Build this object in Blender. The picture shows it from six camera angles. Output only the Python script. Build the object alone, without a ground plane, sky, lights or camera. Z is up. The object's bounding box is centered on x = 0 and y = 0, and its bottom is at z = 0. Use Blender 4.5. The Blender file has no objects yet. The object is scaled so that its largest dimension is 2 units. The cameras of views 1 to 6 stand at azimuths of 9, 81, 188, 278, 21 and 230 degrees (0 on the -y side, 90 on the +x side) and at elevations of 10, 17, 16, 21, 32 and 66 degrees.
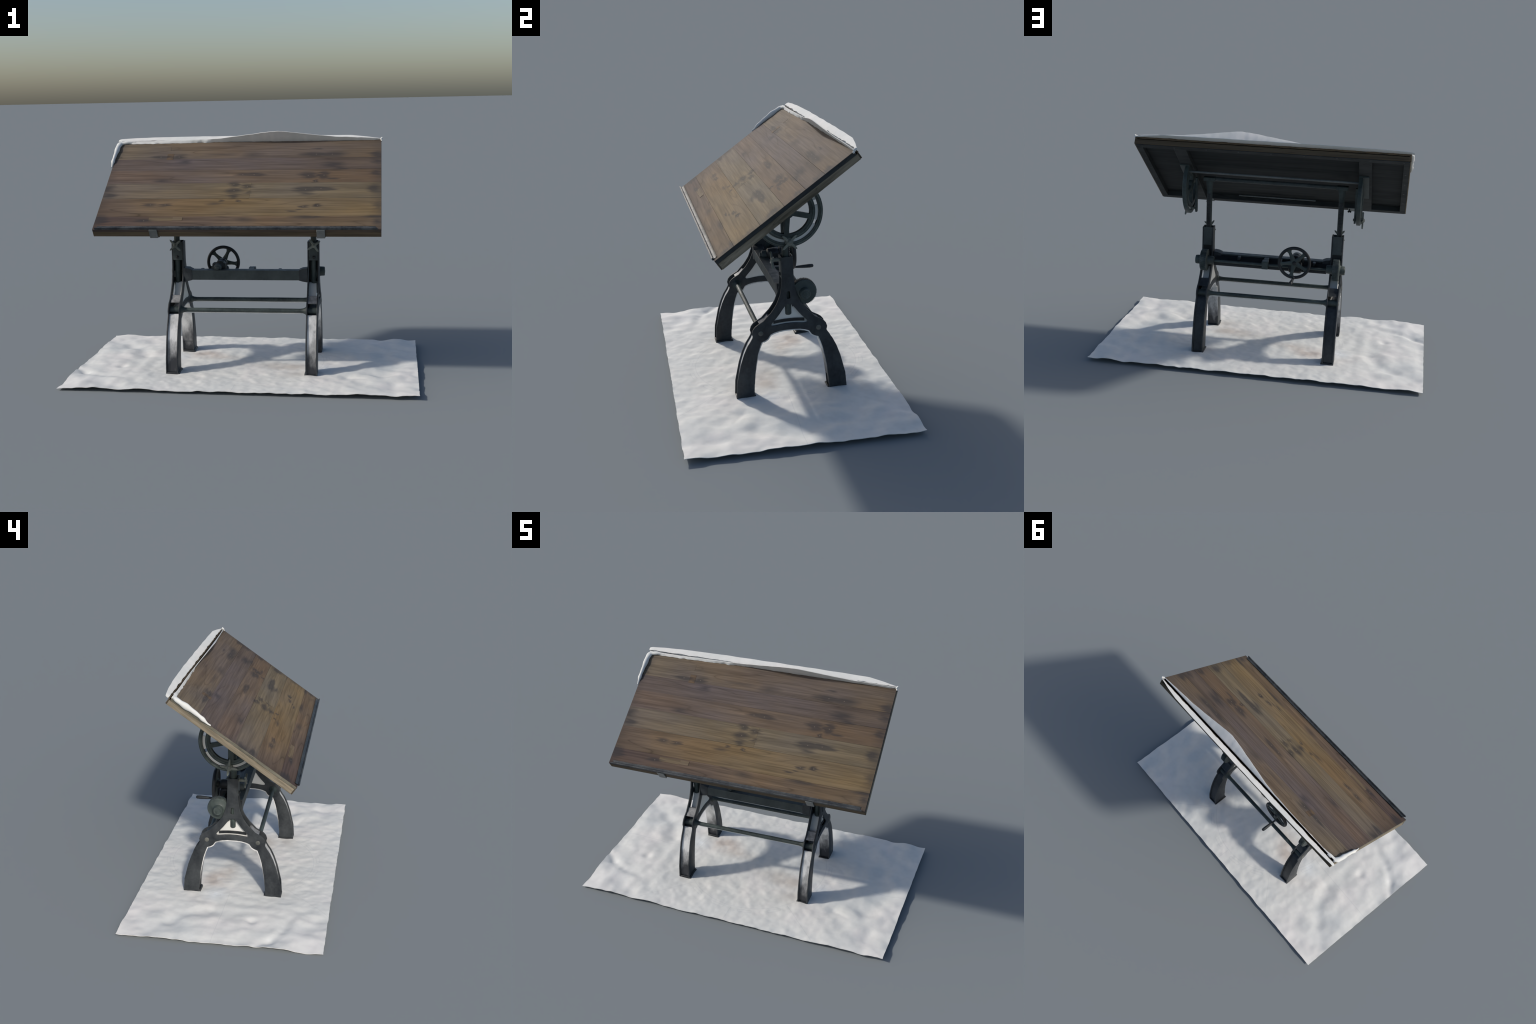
import bpy, bmesh, math, random
from mathutils import Vector, Matrix, noise

random.seed(7)
D = bpy.data
COL = bpy.context.scene.collection

# ------------------------------------------------------------------ frames
# table frame: iron underframe, turned 1.2 degrees on the sheet
TABLE = Matrix.Translation((-0.010, 0, 0)) @ Matrix.Rotation(math.radians(1.2), 4, 'Z')
# board frame: a = along the width, b = up the slope, c = out of the board; c = 0 is the underside
ctr = Vector((-0.0175, -0.01275, 1.06925))
A = Vector((0.99984, 0.0178, -0.00156)).normalized()
B = Vector((-0.0138, 0.82517, 0.56472)); B = (B - A * A.dot(B)).normalized()
N = A.cross(B)
BOARD = Matrix(((A.x, B.x, N.x, ctr.x), (A.y, B.y, N.y, ctr.y), (A.z, B.z, N.z, ctr.z), (0, 0, 0, 1)))

# ------------------------------------------------------------------ node helpers
def mat(name):
    m = D.materials.new(name); m.use_nodes = True
    nt = m.node_tree
    return m, nt, nt.nodes['Principled BSDF']

def nd(nt, kind, **kw):
    n = nt.nodes.new(kind)
    ins = kw.pop('ins', {})
    for k, v in kw.items():
        setattr(n, k, v)
    for k, v in ins.items():
        if isinstance(v, bpy.types.NodeSocket):
            nt.links.new(v, n.inputs[k])
        else:
            n.inputs[k].default_value = v
    return n

def math_(nt, op, a, b=None, c=None, clamp=False):
    n = nd(nt, 'ShaderNodeMath', operation=op, use_clamp=clamp)
    for i, v in enumerate((a, b, c)):
        if v is None: continue
        if isinstance(v, bpy.types.NodeSocket): nt.links.new(v, n.inputs[i])
        else: n.inputs[i].default_value = v
    return n.outputs[0]

def mix(nt, f, a, b, mode='MIX'):
    n = nd(nt, 'ShaderNodeMix', data_type='RGBA', blend_type=mode)
    for i, v in ((0, f), (6, a), (7, b)):
        if isinstance(v, bpy.types.NodeSocket): nt.links.new(v, n.inputs[i])
        else: n.inputs[i].default_value = v if i == 0 else (*v, 1) if len(v) == 3 else v
    return n.outputs[2]

def ramp(nt, fac, stops, interp='LINEAR'):
    n = nd(nt, 'ShaderNodeValToRGB'); n.color_ramp.interpolation = interp
    e = n.color_ramp.elements
    while len(e) < len(stops): e.new(0.5)
    for i, (p, c) in enumerate(stops):
        e[i].position = p
        e[i].color = (c, c, c, 1) if not hasattr(c, '__len__') else (*c, 1)
    nt.links.new(fac, n.inputs[0])
    return n.outputs[0]

def scaled(nt, s, loc=(0, 0, 0), rot=(0, 0, 0)):
    tc = nd(nt, 'ShaderNodeTexCoord')
    mp = nd(nt, 'ShaderNodeMapping', ins={'Vector': tc.outputs['Object'], 'Scale': s, 'Location': loc, 'Rotation': rot})
    return mp.outputs[0]

def noise_(nt, vec, scale, detail=4, rough=.55, dist=0):
    return nd(nt, 'ShaderNodeTexNoise', ins={'Vector': vec, 'Scale': scale, 'Detail': detail, 'Roughness': rough, 'Distortion': dist}).outputs['Fac']

def bump(nt, bsdf, h, dist, strength=1.0):
    b = nd(nt, 'ShaderNodeBump', ins={'Height': h, 'Distance': dist, 'Strength': strength})
    nt.links.new(b.outputs[0], bsdf.inputs['Normal'])

# ------------------------------------------------------------------ materials
def iron_material(name, dark, light, rough=.5, spec=.35):
    m, nt, p = mat(name)
    v = scaled(nt, (1, 1, 1))
    n1 = noise_(nt, v, 7, 5, .6)
    n2 = noise_(nt, v, 70, 4, .6)
    n3 = noise_(nt, scaled(nt, (1, 1, .35)), 28, 3, .6)
    f = math_(nt, 'ADD', math_(nt, 'MULTIPLY', n1, .55), math_(nt, 'ADD', math_(nt, 'MULTIPLY', n2, .2), math_(nt, 'MULTIPLY', n3, .25)))
    c = ramp(nt, f, ((.36, dark), (.64, light)))
    # edge highlights painted into the colour as pale arrises
    bv = nd(nt, 'ShaderNodeBevel', samples=4, ins={'Radius': .0035})
    geo = nd(nt, 'ShaderNodeNewGeometry')
    dt = nd(nt, 'ShaderNodeVectorMath', operation='DOT_PRODUCT', ins={0: bv.outputs[0], 1: geo.outputs['Normal']})
    ed = ramp(nt, dt.outputs['Value'], ((.80, 1), (.985, 0)))
    ed = math_(nt, 'MULTIPLY', ed, ramp(nt, n3, ((.40, 0), (.60, .55))))
    c = mix(nt, ed, c, (.23, .235, .225))
    nt.links.new(c, p.inputs['Base Color'])
    r = ramp(nt, n3, ((.3, rough - .1), (.7, rough + .12)))
    nt.links.new(r, p.inputs['Roughness'])
    p.inputs['Specular IOR Level'].default_value = spec
    bump(nt, p, math_(nt, 'ADD', n2, math_(nt, 'MULTIPLY', n1, 2.0)), .0012, .5)
    return m

IRON = iron_material('cast_iron', (.010, .013, .017), (.051, .057, .061))
GREEN = iron_material('greenish_iron', (.022, .030, .030), (.075, .095, .088), .5)
BEAM = iron_material('blue_grey_iron', (.030, .038, .040), (.068, .082, .081), .48)
BLACK = iron_material('black_iron', (.010, .011, .013), (.028, .031, .033), .45)
KNOB = iron_material('worn_knob_iron', (.07, .08, .072), (.26, .28, .24), .4)
RIB = iron_material('light_green_iron', (.030, .042, .040), (.115, .145, .130), .45)
CLIP = iron_material('clip_steel', (.085, .095, .095), (.17, .18, .175), .42)
BOLT = iron_material('bolt_steel', (.06, .065, .06), (.16, .16, .14), .45)

def pale_web():
    m, nt, p = mat('pale_web_dark_foot')
    n1 = noise_(nt, scaled(nt, (1, 1, .45)), 13, 4, .6)
    n2 = noise_(nt, scaled(nt, (1, 1, .4)), 45, 3, .6)
    f = math_(nt, 'ADD', math_(nt, 'MULTIPLY', n1, .75), math_(nt, 'MULTIPLY', n2, .25))
    c = ramp(nt, f, ((.27, (.16, .162, .168)), (.42, (.50, .50, .49)), (.56, (.74, .73, .71))))
    # dark-to-pale fade up the leg, darkest at the foot, broken by noise
    z = nd(nt, 'ShaderNodeSeparateXYZ', ins={0: scaled(nt, (1, 1, 1))}).outputs[2]
    g = math_(nt, 'ADD', z, math_(nt, 'MULTIPLY', math_(nt, 'SUBTRACT', f, .5), .32))
    c = mix(nt, ramp(nt, g, ((.075, 1), (.13, .74), (.235, 0))), c, (.026, .028, .033))
    nt.links.new(c, p.inputs['Base Color'])
    p.inputs['Roughness'].default_value = .5
    return m
PALE = pale_web()
MID = iron_material('mottled_web', (.03, .032, .038), (.42, .42, .42))

# knots and stains of the table top: (a, b, half length, half width, strength)
KNOTS = [(-.518,.248,.046,.014,.8),(-.406,.247,.037,.020,.7),(-.370,.197,.033,.019,.5),(-.135,.268,.082,.010,.4),
 (-.471,.022,.048,.015,.5),(-.784,-.049,.036,.028,.6),(-.767,-.110,.040,.018,.7),(-.504,-.193,.035,.013,.7),
 (-.418,-.194,.027,.012,.7),(-.140,-.185,.038,.012,.5),(-.041,-.016,.027,.018,.8),(-.034,-.073,.035,.018,.8),
 (-.033,-.120,.023,.024,.6),(-.086,-.161,.015,.007,.7),(-.771,-.323,.035,.028,.8),(-.518,-.329,.038,.014,.7),
 (.005,-.164,.010,.009,.8),(.045,.262,.061,.026,.4),(.422,.260,.071,.016,.8),(.517,.258,.063,.019,.7),
 (.529,.160,.051,.025,.6),(.565,.128,.039,.019,.5),(.068,.072,.051,.012,.9),(.001,.073,.040,.012,.7),
 (.385,.062,.039,.025,.8),(.476,.062,.027,.028,.95),(.430,.010,.012,.011,.8),(.522,.030,.031,.006,.7),
 (.377,-.064,.053,.018,.9),(.464,-.059,.061,.015,.95),(.379,-.099,.038,.015,.5),(.039,-.035,.027,.018,.7),
 (.045,-.091,.015,.012,.6),(.770,-.061,.034,.029,.7),(.371,-.211,.022,.009,.9),(.451,-.204,.017,.010,.9),
 (.302,-.251,.022,.004,.7),(.335,-.237,.019,.004,.7),(.398,-.302,.074,.010,.6),(.461,-.298,.018,.005,.6),
 (.764,-.297,.047,.011,.7),(.784,.251,.035,.026,.7),(.784,.187,.031,.019,.5),(.785,.082,.030,.024,.6),
 (.423,.315,.024,.005,.6),(.789,-.205,.018,.034,.4),(.050,-.318,.045,.022,.4),(.785,-.338,.022,.022,.5)]

def knot_group():
    g = D.node_groups.new('knot_stains', 'ShaderNodeTree')
    g.interface.new_socket('Stain', in_out='OUTPUT', socket_type='NodeSocketFloat')
    g.interface.new_socket('Eye', in_out='OUTPUT', socket_type='NodeSocketFloat')
    out = g.nodes.new('NodeGroupOutput')
    tc = nd(g, 'ShaderNodeTexCoord')
    wob = nd(g, 'ShaderNodeTexNoise', ins={'Vector': nd(g, 'ShaderNodeMapping', ins={'Vector': tc.outputs['Object'], 'Scale': (7, 70, 1)}).outputs[0], 'Scale': 1.0, 'Detail': 5})
    off = nd(g, 'ShaderNodeVectorMath', operation='SUBTRACT', ins={0: wob.outputs['Color'], 1: (.5, .5, .5)})
    off = nd(g, 'ShaderNodeVectorMath', operation='MULTIPLY', ins={0: off.outputs[0], 1: (.13, .022, 0)})
    pos = nd(g, 'ShaderNodeVectorMath', operation='ADD', ins={0: tc.outputs['Object'], 1: off.outputs[0]})
    flat = nd(g, 'ShaderNodeVectorMath', operation='MULTIPLY', ins={0: pos.outputs[0], 1: (1, 1, 0)}).outputs[0]
    raw = nd(g, 'ShaderNodeVectorMath', operation='MULTIPLY', ins={0: tc.outputs['Object'], 1: (1, 1, 0)}).outputs[0]
    stain = eye = None
    for i, (a, b, rx, ry, w) in enumerate(KNOTS):
        s = 1.9
        mp = nd(g, 'ShaderNodeMapping', ins={'Vector': flat, 'Location': (-a / (rx * s), -b / (ry * s), 0), 'Scale': (1 / (rx * s), 1 / (ry * s), 1)})
        gr = nd(g, 'ShaderNodeTexGradient', gradient_type='SPHERICAL', ins={'Vector': mp.outputs[0]})
        v = math_(g, 'MULTIPLY', gr.outputs['Fac'], w * 1.75)
        stain = v if stain is None else math_(g, 'MAXIMUM', stain, v)
        if w >= .7 and ry >= .009 and abs(a) < .7:
            mp = nd(g, 'ShaderNodeMapping', ins={'Vector': raw, 'Location': (-a / .006, -b / .005, 0), 'Scale': (1 / .006, 1 / .005, 1)})
            v = nd(g, 'ShaderNodeTexGradient', gradient_type='SPHERICAL', ins={'Vector': mp.outputs[0]}).outputs['Fac']
            eye = v if eye is None else math_(g, 'MAXIMUM', eye, v)
    g.links.new(math_(g, 'MINIMUM', stain, 1.0), out.inputs['Stain'])
    g.links.new(eye, out.inputs['Eye'])
    return g
KNOT_GROUP = knot_group()

def wood_top(name, c0, c1, c2, seed):
    """c0 -> c1 -> c2: left end, middle, right end of the plank"""
    m, nt, p = mat(name)
    tc = nd(nt, 'ShaderNodeTexCoord')
    sep = nd(nt, 'ShaderNodeSeparateXYZ', ins={0: tc.outputs['Object']})
    long_ = math_(nt, 'ADD', math_(nt, 'MULTIPLY', sep.outputs[0], .62), .5, clamp=True)
    base = ramp(nt, long_, ((0, c0), (.5, c1), (1, c2)))
    loc = (seed * 3.1, seed * 1.7, seed)
    # cathedral figure
    fig = noise_(nt, scaled(nt, (.62, 9.0, 9.0), loc), 1.0, 1.2, .35, .15)
    fig = math_(nt, 'ADD', fig, math_(nt, 'MULTIPLY', noise_(nt, scaled(nt, (5, 60, 60), loc), 1.0, 3, .5), .016))
    rings = math_(nt, 'PINGPONG', math_(nt, 'MULTIPLY', fig, 19), 1.0)
    lines = ramp(nt, rings, ((0, .60), (.09, .90), (.3, 1.0), (1, 1.0)))
    # fine streaks
    st = noise_(nt, scaled(nt, (3, 95, 95), loc), 1.0, 5, .6)
    streak = ramp(nt, st, ((.32, .76), (.68, 1.20)))
    broad = noise_(nt, scaled(nt, (2.2, 26, 26), loc), 1.0, 4, .6)
    tone = ramp(nt, broad, ((.28, (.78, .77, .78)), (.5, (1, 1, 1)), (.74, (1.20, 1.17, 1.12))))
    hue = noise_(nt, scaled(nt, (2.6, 5, 5), loc), 1.0, 3, .5)
    tint = ramp(nt, hue, ((.34, (.95, .98, 1.08)), (.5, (1, 1, 1)), (.68, (1.06, 1.0, .90))))
    c = mix(nt, 1.0, base, tone, 'MULTIPLY')
    c = mix(nt, ramp(nt, noise_(nt, scaled(nt, (3, 14, 14), (seed, 2, 9)), 1.0, 2, .5), ((.36, .15), (.62, .95))), c, lines, 'MULTIPLY')
    c = mix(nt, 1.0, c, streak, 'MULTIPLY')
    c = mix(nt, 1.0, c, tint, 'MULTIPLY')
    g = nd(nt, 'ShaderNodeGroup', node_tree=KNOT_GROUP)
    spot = ramp(nt, g.outputs['Stain'], ((.10, 0), (.85, 1)))
    c = mix(nt, math_(nt, 'MULTIPLY', spot, .68), c, (.034, .033, .036))
    c = mix(nt, math_(nt, 'MULTIPLY', ramp(nt, g.outputs['Eye'], ((.25, 0), (.6, 1))), .45), c, (.22, .18, .14))
    # worn dark border at both ends and along the front
    ea = math_(nt, 'ABSOLUTE', sep.outputs[0])
    wn = noise_(nt, scaled(nt, (8, 22, 1), loc), 1.0, 4, .6)
    edge = math_(nt, 'ADD', ea, math_(nt, 'MULTIPLY', math_(nt, 'SUBTRACT', wn, .5), .10))
    edge = ramp(nt, edge, ((.74, 0), (.81, 1)))
    fe = math_(nt, 'ADD', math_(nt, 'MULTIPLY', sep.outputs[1], -1), math_(nt, 'MULTIPLY', math_(nt, 'SUBTRACT', wn, .5), .05))
    fe = ramp(nt, fe, ((.365, 0), (.395, 1)))
    c = mix(nt, math_(nt, 'MULTIPLY', edge, .38), c, (.045, .042, .044))
    c = mix(nt, math_(nt, 'MULTIPLY', fe, .35), c, (.048, .038, .036))
    nt.links.new(c, p.inputs['Base Color'])
    p.inputs['Roughness'].default_value = .68
    p.inputs['Specular IOR Level'].default_value = .10
    bump(nt, p, st, .0006, .5)
    return m

def rail_material(name, c0, c1, grain=(3, 70, 70)):
    m, nt, p = mat(name)
    st = noise_(nt, scaled(nt, grain), 1.0, 5, .6)
    wv = noise_(nt, scaled(nt, tuple(g * .22 for g in grain)), 1.0, 4, .6, .5)
    f = math_(nt, 'ADD', math_(nt, 'MULTIPLY', st, .5), math_(nt, 'MULTIPLY', wv, .5))
    c = ramp(nt, f, ((.34, c0), (.62, c1)))
    rings = math_(nt, 'PINGPONG', math_(nt, 'MULTIPLY', wv, 11), 1.0)
    c = mix(nt, .6, c, ramp(nt, rings, ((0, .55), (.16, 1), (1, 1))), 'MULTIPLY')
    nt.links.new(c, p.inputs['Base Color'])
    p.inputs['Roughness'].default_value = .7
    p.inputs['Specular IOR Level'].default_value = .15
    bump(nt, p, st, .0008, .6)
    return m

RAIL_LONG = rail_material('rail_wood', (.050, .037, .023), (.130, .098, .063))
RAIL_SIDE = rail_material('side_rail_wood', (.085, .072, .050), (.33, .28, .205), (60, 5, 60))
EDGE_BAND = rail_material('edge_band_wood', (.055, .053, .043), (.19, .178, .138), (40, 9, 60))
DARK_BAND = rail_material('dark_edge_band', (.022, .026, .030), (.055, .058, .056), (40, 9, 60))
UNDER = rail_material('dark_painted_underside', (.016, .018, .019), (.036, .040, .040), (3, 50, 50))
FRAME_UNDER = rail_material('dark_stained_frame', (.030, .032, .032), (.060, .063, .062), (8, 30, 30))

def white_material(name, sheet):
    m, nt, p = mat(name)
    tc = nd(nt, 'ShaderNodeTexCoord')
    v = tc.outputs['Object']
    n1 = noise_(nt, v, 3.0, 4, .55)
    n2 = noise_(nt, v, 22, 3, .6)
    c = ramp(nt, n1, ((.34, (.665, .672, .648)), (.5, (.705, .702, .668)), (.66, (.745, .722, .690))))
    c = mix(nt, .28, c, ramp(nt, n2, ((.35, .86), (.6, 1.04))), 'MULTIPLY')
    if sheet:
        sep = nd(nt, 'ShaderNodeSeparateXYZ', ins={0: v})
        # rusty smudges beside two of the feet, bluish cast beside the others
        for (x, y, rx, ry, col, w) in ((-.30, .145, .17, .10, (.44, .375, .33), .9), (-.17, .08, .17, .08, (.50, .45, .405), .6),
                                       (.26, -.08, .16, .09, (.44, .385, .34), .9), (.13, -.04, .20, .12, (.52, .49, .45), .6),
                                       (.30, -.22, .14, .10, (.50, .475, .45), .6), (-.30, -.16, .12, .10, (.55, .53, .50), .5),
                                       (-.46, .12, .12, .10, (.68, .73, .77), .7), (.46, -.10, .12, .10, (.66, .71, .75), .6),
                                       (-.95, -.50, .32, .25, (.75, .71, .695), .5), (-.85, .50, .35, .25, (.75, .72, .69), .4)):
            mp = nd(nt, 'ShaderNodeMapping', ins={'Vector': v, 'Location': (-x / rx, -y / ry, 0), 'Scale': (1 / rx, 1 / ry, 0)})
            gr = nd(nt, 'ShaderNodeTexGradient', gradient_type='SPHERICAL', ins={'Vector': mp.outputs[0]}).outputs['Fac']
            f = math_(nt, 'MULTIPLY', gr, math_(nt, 'ADD', math_(nt, 'MULTIPLY', noise_(nt, v, 9, 4, .6), 4.2 * w), -.9 * w), clamp=True)
            c = mix(nt, math_(nt, 'MULTIPLY', f, .66), c, col)
        # faint marks: a ring, long ovals outside it and radial lines
        dx = sep.outputs[0]; dy = math_(nt, 'SUBTRACT', sep.outputs[1], .022)
        r = math_(nt, 'SQRT', math_(nt, 'ADD', math_(nt, 'MULTIPLY', dx, dx), math_(nt, 'MULTIPLY', dy, dy)))
        th = math_(nt, 'ARCTAN2', dy, dx)
        def line(d, w):
            return ramp(nt, math_(nt, 'DIVIDE', math_(nt, 'ABSOLUTE', d), w), ((.35, 1), (1, 0)))
        ring = line(math_(nt, 'SUBTRACT', r, .449), .0030)
        seg = math_(nt, 'SUBTRACT', math_(nt, 'FRACT', math_(nt, 'ADD', math_(nt, 'MULTIPLY', th, 16 / (2 * math.pi)), .06)), .5)
        u = math_(nt, 'MULTIPLY', seg, 2 * math.pi / 16 * .475)
        du = math_(nt, 'MAXIMUM', math_(nt, 'SUBTRACT', math_(nt, 'ABSOLUTE', u), .034), 0.0)
        dr = math_(nt, 'SUBTRACT', r, .477)
        sd = math_(nt, 'SQRT', math_(nt, 'ADD', math_(nt, 'MULTIPLY', du, du), math_(nt, 'MULTIPLY', dr, dr)))
        oval = line(math_(nt, 'SUBTRACT', sd, .010), .0026)
        rad = math_(nt, 'SUBTRACT', math_(nt, 'FRACT', math_(nt, 'ADD', math_(nt, 'MULTIPLY', th, 8 / (2 * math.pi)), .53)), .5)
        rad = line(math_(nt, 'MULTIPLY', math_(nt, 'MULTIPLY', rad, 2 * math.pi / 8), r), .0028)
        rad = math_(nt, 'MULTIPLY', rad, ramp(nt, r, ((.455, 0), (.46, 1))))
        marks = math_(nt, 'MAXIMUM', math_(nt, 'MAXIMUM', ring, oval), rad)
        c = mix(nt, math_(nt, 'MULTIPLY', marks, .22), c, (.42, .43, .45))
    nt.links.new(c, p.inputs['Base Color'])
    p.inputs['Roughness'].default_value = .75
    p.inputs['Specular IOR Level'].default_value = .15
    bump(nt, p, n2, .002, .4)
    return m
SHEET = white_material('crumpled_white_sheet', True)
WHITE = white_material('white_cover', False)
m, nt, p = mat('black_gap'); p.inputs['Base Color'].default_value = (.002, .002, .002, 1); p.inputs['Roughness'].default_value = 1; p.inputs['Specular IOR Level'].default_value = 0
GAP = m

# ------------------------------------------------------------------ mesh helpers
ROOT = D.objects.new('drafting_table', None); COL.objects.link(ROOT)
ROOT['label'] = 'tilted wooden drafting table on black cast iron stand, white sheet underneath'
ROOT['category'] = 'drafting table'

def add(name, bm, material, parent=None, frame=None, bevel=0, seg=2, smooth=True, mesh=None):
    if mesh is None:
        mesh = D.meshes.new(name)
        bmesh.ops.recalc_face_normals(bm, faces=bm.faces)
        bm.to_mesh(mesh); bm.free()
        mesh.materials.append(material)
        if smooth:
            for f in mesh.polygons: f.use_smooth = True
            mesh.set_sharp_from_angle(angle=math.radians(40))
    o = D.objects.new(name, mesh); COL.objects.link(o)
    o.parent = parent or ROOT
    if frame is not None: o.matrix_basis = frame
    if bevel:
        b = o.modifiers.new('edge', 'BEVEL'); b.width = bevel; b.segments = seg; b.limit_method = 'ANGLE'; b.angle_limit = math.radians(40)
    return o

def box(bm, x0, x1, y0, y1, z0, z1):
    vs = [bm.verts.new((x, y, z)) for z in (z0, z1) for x, y in ((x0, y0), (x1, y0), (x1, y1), (x0, y1))]
    for f in ((3, 2, 1, 0), (4, 5, 6, 7), (0, 1, 5, 4), (1, 2, 6, 5), (2, 3, 7, 6), (3, 0, 4, 7)):
        bm.faces.new([vs[i] for i in f])

def lathe(bm, p0, axis, prof, seg=32):
    """prof: (distance along axis, radius) from end to end, capped"""
    axis = Vector(axis).normalized(); p0 = Vector(p0)
    u = axis.orthogonal().normalized(); v = axis.cross(u)
    rings = []
    for t, r in prof:
        rings.append([bm.verts.new(p0 + axis * t + (u * math.cos(k * 2 * math.pi / seg) + v * math.sin(k * 2 * math.pi / seg)) * r) for k in range(seg)])
    for r0, r1 in zip(rings, rings[1:]):
        for k in range(seg):
            bm.faces.new((r0[k], r0[(k + 1) % seg], r1[(k + 1) % seg], r1[k]))
    bm.faces.new(rings[0][::-1]); bm.faces.new(rings[-1])

def cyl(bm, p0, p1, r, seg=24):
    p0, p1 = Vector(p0), Vector(p1)
    lathe(bm, p0, p1 - p0, ((0, r), ((p1 - p0).length, r)), seg)

def loft(bm, sections, cap=True, closed=True):
    rings = [[bm.verts.new(q) for q in s] for s in sections]
    n = len(rings[0])
    for r0, r1 in zip(rings, rings[1:]):
        for k in range(n if closed else n - 1):
            bm.faces.new((r0[k], r0[(k + 1) % n], r1[(k + 1) % n], r1[k]))
    if cap:
        bm.faces.new(rings[0][::-1]); bm.faces.new(rings[-1])

def smooth_path(pts, n=4):
    out = []
    P = [Vector(p) for p in pts]
    for i in range(len(P) - 1):
        p0, p1, p2, p3 = P[max(i - 1, 0)], P[i], P[i + 1], P[min(i + 2, len(P) - 1)]
        for k in range(n):
            t = k / n
            out.append(.5 * ((2 * p1) + (p2 - p0) * t + (2 * p0 - 5 * p1 + 4 * p2 - p3) * t * t + (3 * p1 - p0 - 3 * p2 + p3) * t ** 3))
    out.append(P[-1])
    return out

def sheet_cut(loops, w0, w1, axes, round_=0.0):
    """flat outline with holes, thickened from w0 to w1; axes maps (u, v, w) to xyz"""
    cu = D.curves.new('cut', 'CURVE'); cu.dimensions = '2D'; cu.fill_mode = 'BOTH'
    cu.extrude = (w1 - w0) / 2 - round_; cu.bevel_depth = round_; cu.bevel_resolution = 1
    for lp in loops:
        s = cu.splines.new('POLY'); s.points.add(len(lp) - 1); s.use_cyclic_u = True
        for pt, q in zip(s.points, lp): pt.co = (q[0], q[1], 0, 1)
    o = D.objects.new('cut', cu); COL.objects.link(o)
    if round_: cu.offset = -round_
    dg = bpy.context.evaluated_depsgraph_get()
    me = D.meshes.new_from_object(o.evaluated_get(dg))
    bm = bmesh.new(); bm.from_mesh(me)
    D.objects.remove(o); D.curves.remove(cu); D.meshes.remove(me)
    bmesh.ops.remove_doubles(bm, verts=bm.verts, dist=1e-5)
    wm = (w0 + w1) / 2
    for v in bm.verts: v.co = axes(v.co.x, v.co.y, v.co.z + wm)
    return bm

def join(*bms):
    a = bmesh.new()
    for b in bms:
        me = D.meshes.new('t'); b.to_mesh(me); b.free(); a.from_mesh(me); D.meshes.remove(me)
    return a

side = lambda u, v, w: Vector((w, u, v))          # outline in the y-z plane, thickness along x
front = lambda u, v, w: Vector((u, w, v))         # outline in the x-z plane, thickness along y

# ------------------------------------------------------------------ crumpled white ground sheet
def sheet_height(x, y):
    s, t = (x + 1) / 2, (y + .571) / 1.142
    z = (.009 * (1 - s) + .020 * s) * (1 - t) + (.020 * (1 - s) + .0215 * s) * t + .012 * math.exp(-((x + .70) ** 2 + (y + .40) ** 2) / .05)
    e = min(1, max(0, (abs(x) - .42) / .35)); e = e * e * (3 - 2 * e)
    q = Vector((x, y, 0))
    z += (.0039 - .0006 * e) * noise.noise(q * 17 + Vector((3, 1, 5)))
    z += .0105 * e * noise.noise(q * 8.5 + Vector((2, 11, 4)))
    z += (.0024 + .0085 * e) * noise.noise(q * 5.2 + Vector((9, 4, 2)))
    z += .0014 * (1 - .65 * e) * noise.noise(q * 36 + Vector((1, 8, 3)))
    z += .0035 * noise.noise(q * 3 + Vector((6, 2, 7)))
    ed = max(0, 1 - min(.571 - abs(y), 1 - abs(x)) / .05)
    z += ed * (.0045 * noise.noise(q * 11 + Vector((4, 4, 4))) + .002 * noise.noise(q * 27))
    # round pits and creases trodden into the left and right ends
    for (cx, cy, r, d) in DENTS:
        g = ((x - cx) ** 2 + (y - cy) ** 2) / (r * r)
        if g < 6: z -= d * math.exp(-g)
    for (x0, y0, x1, y1, w, d) in CREASES:
        vx, vy = x1 - x0, y1 - y0; L = vx * vx + vy * vy
        k = min(1, max(0, ((x - x0) * vx + (y - y0) * vy) / L))
        g = ((x - x0 - k * vx) ** 2 + (y - y0 - k * vy) ** 2) / (w * w)
        if g < 6: z -= d * math.exp(-g)
    return z
DENTS = [(-.745, -.145, .030, .012), (-.66, .09, .045, .009), (-.79, .30, .055, .010), (-.70, .20, .05, .007), (-.58, -.42, .05, .005), (.70, -.35, .05, .008), (.62, -.24, .05, .007), (.82, -.20, .06, .009), (.86, -.42, .05, .007)]
CREASES = [(-1.0, -.20, -.93, -.27, .024, .008), (-.93, -.27, -.84, -.32, .026, .006), (-.82, -.33, -.70, -.36, .032, .006), (.60, -.25, .70, -.30, .016, .003), (.05, .40, .5, .44, .03, -.003)]
bm = bmesh.new()
nx, ny = 260, 150
top = []
for j in range(ny + 1):
    row = []
    for i in range(nx + 1):
        x = -1 + 2 * i / nx; y = -.571 + 1.142 * j / ny
        z = sheet_height(x, y)
        wob = .0050 * noise.noise(Vector((x * 12, y * 12, 20))) + .0015 * noise.noise(Vector((x * 40, y * 40, 3)))
        X = x - (math.copysign(abs(wob) * .5, x) if i in (0, nx) and 0 < j < ny else 0); Y = y * .9975 + (max(-.0018, min(.0018, wob)) if j in (0, ny) else 0)
        row.append(bm.verts.new((X, Y, z)))
    top.append(row)
for j in range(ny):
    for i in range(nx):
        bm.faces.new((top[j][i], top[j][i + 1], top[j + 1][i + 1], top[j + 1][i]))
low = min(v.co.z for v in bm.verts); print('low', low)
THICK = .0025
LIFT = .0042
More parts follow.
